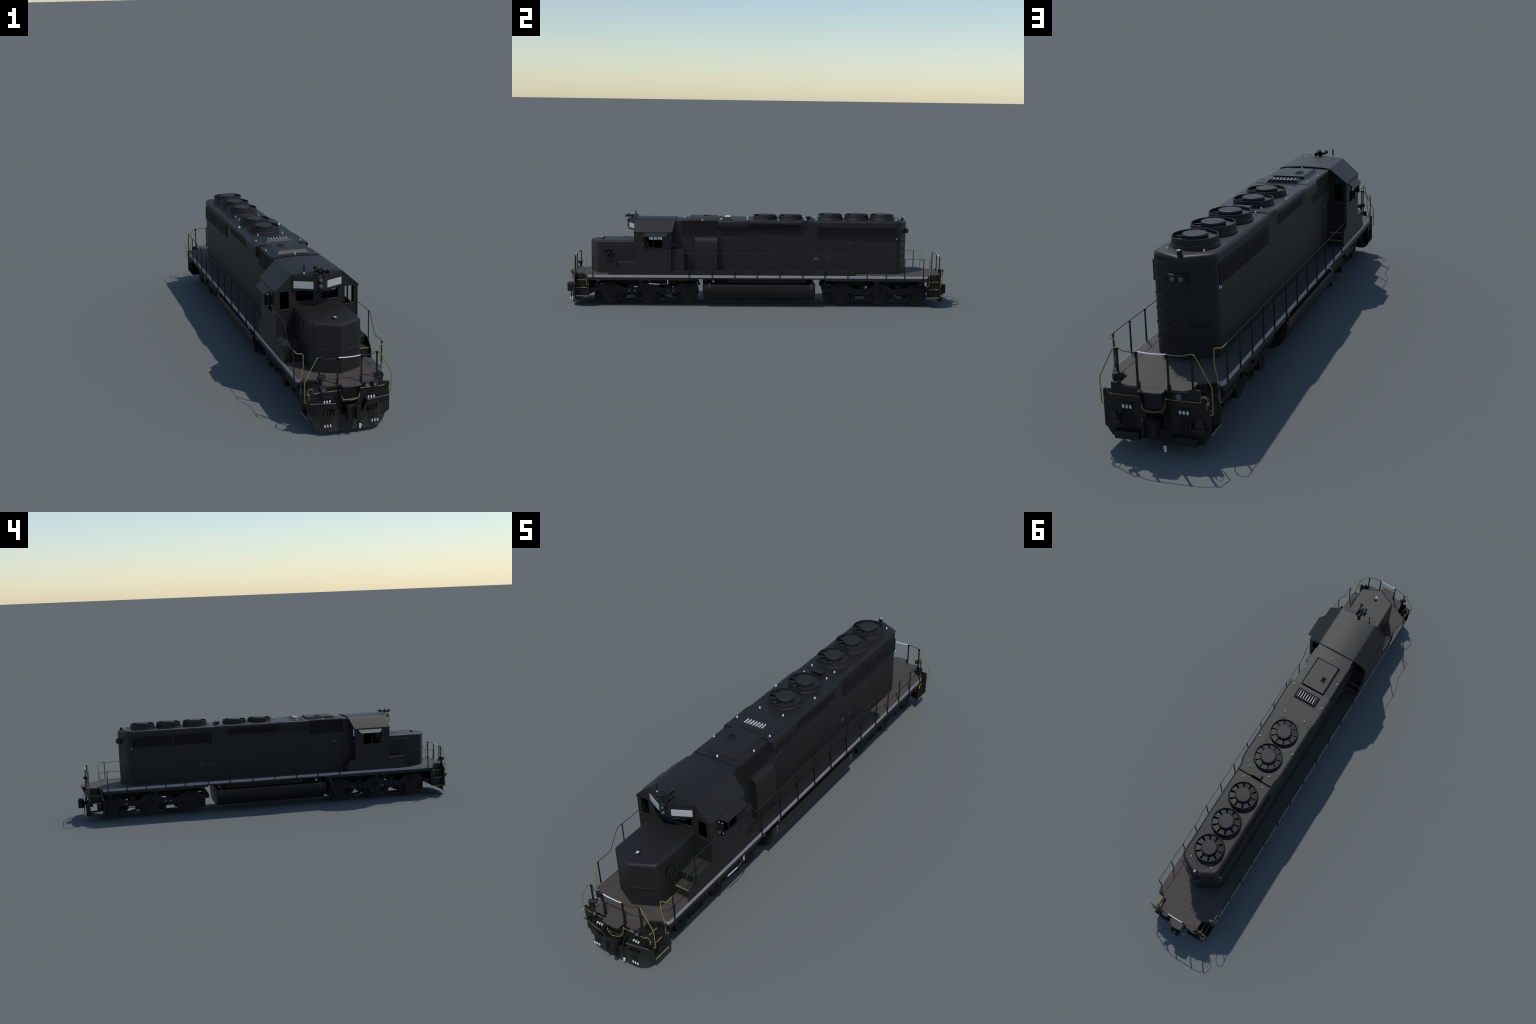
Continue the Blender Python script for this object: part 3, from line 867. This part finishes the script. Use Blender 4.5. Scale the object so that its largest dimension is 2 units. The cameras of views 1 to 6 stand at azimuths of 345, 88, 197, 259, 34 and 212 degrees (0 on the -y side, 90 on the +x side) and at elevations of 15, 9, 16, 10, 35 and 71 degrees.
    if sy < 0:
        for s in (1, -1):
            d = part("ditch_light", Geo().lathe([(.0095, .012), (.0108, 0), (.0106, -.0070)], (s * .0866, -.9480, .1490), 'y', 24).hexa([(s * .0866 - .009, -.9540, .1510), (s * .0866 + .009, -.9540, .1510), (s * .0866 + .009, -.9420, .1510), (s * .0866 - .009, -.9420, .1510)], [(s * .0866 - .012, -.9490, .1640), (s * .0866 + .012, -.9490, .1640), (s * .0866 + .012, -.9420, .1640), (s * .0866 - .012, -.9420, .1640)]), BLACK, loco)
            lamp_unit(s * .0866, -.9530, .1490, .0076, -1, d)
    else:
        for s in (1, -1):
            part("buffer_box", Geo().box(min(s * .0430, s * .1075), max(s * .0430, s * .1075), .9455, .9620, .0290, .0500), BLACK, p, bevel=.0005)
            bb = Geo().box(min(s * .0960, s * .1290), max(s * .0960, s * .1290), .9455, .9600, .0680, .0760)
            bb.hexa([(s * .100, .9455, .076), (s * .126, .9455, .076), (s * .126, .9560, .076), (s * .100, .9560, .076)], [(s * .106, .9455, .099), (s * .121, .9455, .099), (s * .121, .9510, .096), (s * .106, .9510, .096)])
            bb.box(min(s * .0915, s * .0945), max(s * .0915, s * .0945), .9455, .9620, .0660, .0920)
            part("rerail_bracket", bb, PLOW, p, bevel=.0005)
            part("bracket_bolt", Geo().lathe([(.0045, 0), (.0045, .004)], (s * .0870, .9500, .079), 'x', 10), FRAME, p)
    # small gauge or valve under the outer corner
    return p


for sy in (1, -1):
    pilot(sy)

# snow plow: concave blade, hollow in plan and profile, with coupler notch and two windows
def plow_y(x, z):
    ax = abs(x)
    top = -.9750 + .0145 * min(1, max(0, (ax - .045) / .088))
    foot = -.9660 + .0255 * min(1, max(0, (ax - .060) / .073)) ** 1.5
    mid = foot + .0035
    t = (z - .012) / .098                      # 0 at the foot, 1 at the top edge
    m = 2 * mid - (foot + top) / 2             # control point of the concave profile
    return (1 - t) ** 2 * foot + 2 * t * (1 - t) * m + t * t * top


def plow():
    xs = [.0, .012, .024, .036, .046, .0525, .060, .068, .076, .084, .0925, .102, .112, .120, .126, .1305, .1345]
    nz = 22
    def bottom(x):
        if x < .100:
            return .0120 - .0015 * math.sin(max(0, x - .060) / .040 * math.pi)
        for (xa, za), (xb, zb) in zip(((.100, .0120), (.112, .0190), (.120, .0265), (.126, .0380), (.1305, .0530)), ((.112, .0190), (.120, .0265), (.126, .0380), (.1305, .0530), (.140, .0560))):
            if x <= xb:
                return za + (zb - za) * (x - xa) / (xb - xa)
    def top(x):
        if x < .040: return .0650
        if x < .0525: return .0650 + (x - .040) / .0125 * .0440
        return .1090 + .003 * (x - .0525) / .08
    g = Geo()
    front, back, faces = [], [], []
    cols = [-x for x in reversed(xs[1:])] + xs
    for x in cols:
        b, t = bottom(abs(x)), top(abs(x))
        for k in range(nz + 1):
            z = b + (t - b) * k / nz
            y = plow_y(x, z)
            front.append((x, y, z))
            back.append((x, y + .0035, z))
    n = nz + 1
    N = len(front)
    def hole(i, k):
        xm = (abs(cols[i]) + abs(cols[i + 1])) / 2
        z = sum(front[c * n + kk][2] for c in (i, i + 1) for kk in (k, k + 1)) / 4
        return .0525 < xm < .0925 and .0655 < z < .0885
    solid = {(i, k) for i in range(len(cols) - 1) for k in range(nz) if not hole(i, k)}
    for i, k in solid:
        a, b2, c, d = i * n + k, (i + 1) * n + k, (i + 1) * n + k + 1, i * n + k + 1
        faces += [(a, b2, c, d), (N + d, N + c, N + b2, N + a)]
        for (di, dk), (p, q) in (((-1, 0), (d, a)), ((1, 0), (b2, c)), ((0, -1), (a, b2)), ((0, 1), (c, d))):
            if (i + di, k + dk) not in solid:
                faces.append((q, p, N + p, N + q))
    g.add(front + back, faces)
    return g


blade = part("snow_plow", plow(), PLOW, loco, angle=30)
for s in (1, -1):
    edge = [(s * x, plow_y(x, .112) - .0004, .1092 + .003 * (x - .0525) / .08) for x in (.0525, .07, .09, .11, .1335)]
    part("plow_top_edge", Geo().tube(edge, .0017, 6), PLOW_EDGE, blade)
    g = Geo()
    for x in (.1000, .0540):
        yb = plow_y(x, .100) + .003
        g.prism('x', [(-.944, .070), (-.944, .112), (yb, .108), (plow_y(x, .075) + .003, .075)], s * x, s * (x + .0022))
    part("plow_bracket", g, PLOW, blade)

# ---------------------------------------------------------------- handrails
RISE = .0022          # the rails climb a little from nose to tail


def rail(name, path, mat, r=.00125, fillet=.006, parent=None):
    if abs(path[0][1]) < .9:
        path = [(x, y, z + RISE * y * min(1, max(0, (z - .12) / .1))) for x, y, z in path]
    return part(name, Geo().tube(path, r, 8, fillet=fillet), mat, parent or loco)


def post_mesh(h, w=.0019):
    g = Geo().hexa([(-w, -w * 1.1, 0), (w, -w * 1.1, 0), (w, w * 1.1, 0), (-w, w * 1.1, 0)], [(-w * .8, -w * .9, h), (w * .8, -w * .9, h), (w * .8, w * .9, h), (-w * .8, w * .9, h)])
    g.hexa([(-w, -w, h - .006), (w, -w, h - .006), (w, w, h - .006), (-w, w, h - .006)], [(-w, -.0040, h + .0008), (w, -.0040, h + .0008), (w, .0040, h + .0008), (-w, .0040, h + .0008)])
    return g.mesh("stanchion", LOUVRE)


RX = .1512
hi_post, lo_post = post_mesh(.2812 - .1545), post_mesh(.2562 - .1545)
for s in (1, -1):
    mid = hi_post if s > 0 else lo_post
    for y in (-.3585, -.2406, -.1256, -.0105, .1068, .2247, .3390, .4577):
        put("stanchion", mid, loco, (s * RX, y, .1545 + RISE * y))
    for y in (-.8482, .5573, .6560, .7515, .8490):
        put("stanchion", lo_post, loco, (s * RX, y, .1545 + RISE * y))
    fy = -.7300 if s > 0 else -.7180
    part("stanchion", Geo().box(s * RX - .0014, s * RX + .0014, fy - .0016, fy + .0016, .2160, .3230).box(min(s * .1440, s * RX), max(s * .1440, s * RX), fy - .003, fy + .003, .2130, .2180), LOUVRE, loco)
    # nose-end rail, climbing to the cab
    rail("handrail", [(s * RX, -.8500, .2562), (s * RX, -.7870, .2570), (s * RX, -.7420, .3232), (s * RX, -.6210, .3240), (s * (CX - .001), -.6195, .3240)], RAIL, .0012)
    # cab back to the long walkway
    if s > 0:
        path = [(s * (CX - .001), -.4570, .3245), (s * RX, -.4555, .3245), (s * RX, -.4200, .3245), (s * RX, -.3920, .2812), (s * RX, .4960, .2812), (s * RX, .5230, .2562), (s * RX, .8500, .2562)]
    else:
        path = [(s * (CX - .001), -.4610, .3242), (s * RX, -.4590, .3242), (s * RX, -.4185, .3238), (s * RX, -.3960, .2562), (s * RX, .8500, .2562)]
    rail("handrail", path, RAIL, .0012)
    # yellow ends turning in and down beside the steps
    for sy in (-1, 1):
        rail("step_handrail", [(s * RX, sy * .8495, .2562), (s * RX, sy * .8815, .2562), (s * .1310, sy * .8830, .2545), (s * .1305, sy * .8835, .2140), (s * .1380, sy * .8835, .1760), (s * .1400, sy * .8830, .1180), (s * .1400, sy * .8700, .1110)], YELLOW, .0015, .006)

for sy in (-1, 1):
    yo, yi = sy * .9415, sy * .9540                      # corner posts stand back, the middle pair forward
    zo, zi = (.2545, .2530) if sy < 0 else (.2580, .2575)
    for s in (1, -1):
        for x, y, zt, zb in ((.0970, yo, zo, .1620), (.0400, yi, zi, .1600)):
            h = zt - zb
            w = .0022
            g = Geo().box(-w, w, -w, w, 0, h).hexa([(-w, -w, h - .007), (w, -w, h - .007), (w, w, h - .007), (-w, w, h - .007)], [(-.0050, -w, h + .001), (.0050, -w, h + .001), (.0050, w, h + .001), (-.0050, w, h + .001)])
            if x < .05:
                g.box(-.0040, .0030, -.006 if sy > 0 else -.002, .002 if sy > 0 else .006, .0075, .0210)
            part("stanchion", g, LOUVRE, loco, loc=(s * x, y, zb))
        rail("end_handrail", [(s * .1010, yo, zo + .001), (s * .0930, yo, zo + .001), (s * .0780, yi * .997, zi - .001), (s * .0580, yi, zi - .001), (s * .0360, yi, zi + .0005)], RAIL, .0014, .006)
        rail("step_handrail", [(s * .0990, yo, zo + .001), (s * .1050, sy * .9450, zo + .001), (s * .1460, sy * .9440, .1810), (s * .1460, sy * .9430, .1095), (s * .1330, sy * .9430, .1095)], YELLOW, .0015, .006)
        part("rail_foot", Geo().box(min(s * .1280, s * .1340), max(s * .1280, s * .1340), sy * .9440 - .0018, sy * .9440 + .0018, .1065, .1120), YELLOW, loco, bevel=.0008)
    g = Geo().tube([(x, yi, zi + .001 - .0022 * math.cos(x / .037 * math.pi / 2)) for x in [-.037 + .0074 * i for i in range(11)]], .0018, 8)
    part("safety_chain_sleeve", g, WHITE, loco)

# ---------------------------------------------------------------- fuel tank and hung equipment
half = [(.0, .1190), (.1330, .1190), (.1395, .1175), (.1415, .1120), (.1410, .0980), (.1380, .0790), (.1320, .0640), (.1245, .0520), (.1145, .0415), (.1025, .0340), (.0840, .0288), (.0, .0280)]
TX = .0025
poly = [(x + TX, z) for x, z in half] + [(TX - x, z) for x, z in reversed(half[1:-1])]
tank = part("fuel_tank", Geo().prism('y', poly, -.2825, .2915), BLACK, loco, angle=25)
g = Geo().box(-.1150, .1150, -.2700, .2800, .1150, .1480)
part("tank_top_dark_block", g, VOID, tank)  # near-black block filling the dark band between tank top and sill
for s in (1, -1):
    g = Geo().prism('x', [(-.165, .1460), (.245, .1460), (.245, .130), (.2350, .1235), (-.155, .1235), (-.165, .130)], s * .1150, s * .1310)
    part("air_reservoir", g, FRAME, loco, bevel=.004, seg=2)
    for y in (-.2542, .2709):
        part("fuel_gauge", Geo().box(TX + min(s * .1385, s * .1440), TX + max(s * .1385, s * .1440), y - .0035, y + .0035, .0940, .1255), BROWN, tank, bevel=.0012)
    part("filler_cap", Geo().lathe([(.0055, 0), (.0055, s * .004), (.0030, s * .006)], (s * .136, -.2342, .1345), 'x', 16), BLUEGREY, tank)
    part("emergency_cutoff", Geo().lathe([(.0055, 0), (.0055, s * .004), (.0030, s * .006)], (s * .136, .2800, .1368), 'x', 16), RED, tank)
part("tank_hanger", Geo().box(-.1320, .1320, -.2885, -.2850, .0500, .1450), FRAME, tank)
g = Geo().lathe([(.0145, 0), (.0135, .003), (.0095, .012), (.0080, .022), (.0040, .026), (.0035, .034)], (.1200, -.3147, .1130), 'z', 24)
part("bell", g, RAIL, loco)
g = Geo().lathe([(.0060, 0), (.0105, .004), (.0105, .008), (.0085, .010), (.0085, .034)], (-.1250, -.3130, .1080), 'z', 20)
part("air_filter", g, RAIL, loco)
# pale drain pipe below the cab
rodp = part("drain_pipe", Geo().tube([(.1490, -.5630, .1212), (.1490, -.5090, .1190)], .0017, 8), WHITE, loco)
part("drain_pipe_middle", Geo().tube([(.1490, -.5095, .1190), (.1480, -.4670, .1215)], .0013, 8), BROWN, rodp)
part("drain_pipe_riser", Geo().tube([(.1478, -.4667, .1205), (.1478, -.4667, .1420)], .0020, 8), WHITE, rodp)
# jacking pads
for s in (1, -1):
    for y in (-.6048, .6112, .8385):
        g = Geo().prism('x', [(y - .019, .1415), (y + .019, .1415), (y + .014, .1345), (y - .014, .1345)], s * .128, s * .1460)
        g.lathe([(.0070, 0), (.0076, .003), (.0070, .021)], (s * .1370, y, .1145), 'z', 16)
        part("jacking_pad", g, FRAME, loco)
    part("sill_bracket", Geo().box(min(s * .130, s * .142), max(s * .130, s * .142), -.568, -.551, .121, .142), FRAME, loco, bevel=.001)

# ---------------------------------------------------------------- trucks
TC, AX = -.566, .1995
def rel(pts):
    return [(y - TC, z) for y, z in pts]
frame_outline = rel([(-.868, .0905), (-.846, .0915), (-.828, .1010), (-.806, .1160), (-.786, .1195), (-.7485, .1195), (-.728, .1090), (-.7068, .0965), (-.678, .0905), (-.6386, .0910), (-.620, .1000), (-.602, .1130), (-.586, .1195), (-.5676, .1215),
                     (-.549, .1195), (-.5335, .1130), (-.518, .1010), (-.502, .0920), (-.460, .0905), (-.431, .1000), (-.412, .1120), (-.3968, .1170), (-.3441, .1174), (-.322, .1080), (-.3160, .0950), (-.3160, .0760),
                     (-.345, .0760), (-.3968, .0750), (-.4231, .0645), (-.435, .0625), (-.5126, .0625), (-.532, .0740), (-.5546, .0865), (-.5800, .0865), (-.604, .0750), (-.6257, .0630), (-.7071, .0625), (-.724, .0710), (-.7436, .0825), (-.7855, .0845), (-.8092, .0730), (-.8668, .0765)])
frame_mesh = None
fg = Geo()
fg.prism('x', frame_outline, .0980, .1080)
fo = part("truck_frame", fg.both(), FRAME, None, bevel=.0012, seg=2)
hg = Geo()
for y, z in ((-.6965, .0765), (-.6680, .0770), (-.6414, .0768), (-.4955, .0770), (-.4672, .0770), (-.4415, .0768)):
    hg.lathe([(.0036, -.12), (.0036, .12)], (0, y - TC, z), 'x', 12)
boolean(fo, part("cutter", hg, VOID, None))
frame_mesh = fo.data
bpy.data.objects.remove(fo)
wheel_g = Geo()
prof = [(.008, .0640), (.0505, .0640), (.0508, .0650), (.0505, .0662), (.0488, .0668), (.0484, .0760), (.0472, .0772), (.0405, .0772), (.0395, .0745), (.0180, .0730), (.0160, .0775), (.006, .0775)]
wheel_g.lathe(prof, (0, 0, 0), 'x', 44)
wheel_g.both()
wheel_g.lathe([(.0085, -.064), (.0085, .064)], (0, 0, 0), 'x', 16)
wheel_mesh = wheel_g.mesh("wheelset", RUST, angle=30)
jg = Geo()
box_poly = [(-.0330, .0340), (.0330, .0340), (.0375, .0120), (.0350, .0060), (.0285, .0000), (.0262, -.0240), (.0180, -.0300), (-.0180, -.0300), (-.0262, -.0240), (-.0285, .0000), (-.0350, .0060), (-.0375, .0120)]
jg.prism('x', box_poly, .0860, .1040)
jg.lathe([(.0150, .1030), (.0145, .1055), (.0130, .1062)], (0, 0, .0040), 'x', 24)
jg.ring((.1062, 0, .0040), .0075, .0012, 'x', 20, 6)
jg.lathe([(.0040, .1050), (.0035, .1085)], (0, 0, .0040), 'x', 12)
jg.prism('x', [(-.0130, -.0200), (.0130, -.0200), (.0130, -.0160), (-.0130, -.0160)], .1030, .1055)
for dy in (-.0125, .0125):
    jg.box(.1030, .1075, dy - .004, dy + .004, .0190, .0300)
journal_mesh = jg.both().mesh("axle_box", FRAME, bevel=.0006)
motor_mesh = Geo().hexa([(-.055, -.055, -.020), (.055, -.055, -.020), (.055, .020, -.020), (-.055, .020, -.020)], [(-.055, -.060, .040), (.055, -.060, .040), (.055, .030, .040), (-.055, .030, .040)]).mesh("traction_motor", FRAME, bevel=.006, seg=2)

sg = Geo()      # spring nests
for y in (-.660, -.472):
    for k in range(4):
        z = .0905 + k * .0055
        sg.box(.0985, .1075, y - TC - .0165, y - TC + .0165, z, z + .0038)
    sg.box(.0970, .1050, y - TC - .014, y - TC + .014, .088, .1125)
spring_mesh = sg.both().mesh("spring_nest", FRAME, bevel=.0008)
cg = Geo()      # brake cylinders
for y in (-.7720, -.3700):
    cg.lathe([(.006, -.0180), (.0085, -.0165), (.0085, .0120), (.0095, .0125), (.0095, .0155), (.0040, .0160), (.0030, .0280)], (.1130, y - TC, .1030), 'y', 18)
cyl_mesh = cg.both().mesh("brake_cylinder", FRAME)
bg = Geo()      # brake rods, hangers and shoes
for a, b in ((-.7655, -.566), (-.566, -.3665)):
    bg.tube([(.0960, a + .040 - TC, .0550), (.0960, b - .040 - TC, .0545)], .0016, 6)
    bg.tube([(.0900, a + .052 - TC, .0350), (.0900, b - .056 - TC, .0335)], .0018, 6)
    for y, dy in ((a + .0565, -.004), (b - .0565, .004)):
        bg.hexa([(.068, y - .006 + dy - TC, .030), (.084, y - .006 + dy - TC, .030), (.084, y + .006 + dy - TC, .030), (.068, y + .006 + dy - TC, .030)],
                [(.068, y - .005 - TC, .062), (.084, y - .005 - TC, .062), (.084, y + .005 - TC, .062), (.068, y + .005 - TC, .062)])
        bg.tube([(.0920, y - TC, .0660), (.0920, y + dy - TC, .0340)], .0022, 6)
for x in (.0700, .0900):
    bg.tube([(x, -.4890 - TC, .0570), (x, -.4872 - TC, .0385), (x, -.4280 - TC, .0240)], .0030, 6, fillet=.004)
    bg.tube([(x, -.7050 - TC, .0560), (x, -.7080 - TC, .0240), (x, -.6260 - TC, .0240)], .0030, 6, fillet=.004)
bg.box(.0600, .0950, -.7150 - TC, -.7030 - TC, .0210, .0520)
bg.box(.0600, .0950, -.6430 - TC, -.6230 - TC, .0300, .0520)
bg.box(.0600, .0950, -.4440 - TC, -.4180 - TC, .0230, .0580)
bg.box(.0850, .0950, -.4500 - TC, -.4120 - TC, .0480, .0600)
brake_mesh = bg.both().mesh("brake_rigging", FRAME)
dg = Geo()      # centre damper and pedestal ties
dg.tube([(.1125, -.566 - TC, .1170), (.1125, -.566 - TC, .0600)], .0026, 10)
dg.box(.1080, .1150, -.5715 - TC, -.5605 - TC, .1110, .1190)
damper_mesh = dg.both().mesh("damper", FRAME)
tg = Geo()      # transoms and bolster
for y in (-.668, -.468):
    tg.box(-.0985, .0985, y - TC - .017, y - TC + .017, .085, .098)
tg.box(-.0990, .0990, -.020, .020, .092, .124)
tg.box(-.0400, .0400, -.2350, .2350, .0960, .1180)
tg.lathe([(.030, .110), (.030, .1400)], (0, 0, 0), 'z', 20)
tg.box(-.0985, .0985, -.862 - TC, -.850 - TC, .0775, .0890)
bolster_mesh = tg.mesh("bolster", FRAME, bevel=.002)
gg = Geo()      # gear case and sand pipes at the leading end
gg.hexa([(-.060, -.2860, .022), (.060, -.2860, .022), (.060, -.2300, .020), (-.060, -.2300, .020)], [(-.060, -.2880, .080), (.060, -.2880, .080), (.060, -.2300, .080), (-.060, -.2300, .080)])
gear_mesh = gg.mesh("gear_case", FRAME, bevel=.004, seg=2)
ag = Geo()      # raked blower duct in front of the truck
ag.prism('x', rel([(-.868, .0780), (-.868, .0960), (-.852, .1210), (-.838, .1240), (-.828, .1240), (-.834, .1050), (-.846, .0880)]), .040, .0985)
duct_mesh = ag.both().mesh("truck_guard", FRAME, bevel=.002)

for off in (0, 1.1985):
    t = bpy.data.objects.new("truck", None)
    bpy.context.scene.collection.objects.link(t)
    t.parent = loco
    t.location = (0, TC + off, 0)
    for nm, me in (("truck_frame", frame_mesh), ("spring_nest", spring_mesh), ("brake_cylinder", cyl_mesh), ("brake_rigging", brake_mesh), ("damper", damper_mesh), ("bolster", bolster_mesh), ("gear_case", gear_mesh)):
        put(nm, me, t)
    if off:
        put("truck_guard", duct_mesh, t)
    for k in (-1, 0, 1):
        put("wheelset", wheel_mesh, t, (0, AX * k, .0508))
        put("axle_box", journal_mesh, t, (0, AX * k, .0530))
        put("traction_motor", motor_mesh, t, (0, AX * k + (.055 if k < 1 else -.015), .0508))

# the running boards climb a hair towards the tail, as the rails do
for o in loco.children:
    if o.name.split(".")[0] in ("deck", "end_foot_plate", "side_sill", "sill_stripe", "sill_lower_lip", "walkway_duct"):
        o.rotation_euler = (.0018, 0, 0)
bpy.context.view_layer.update()
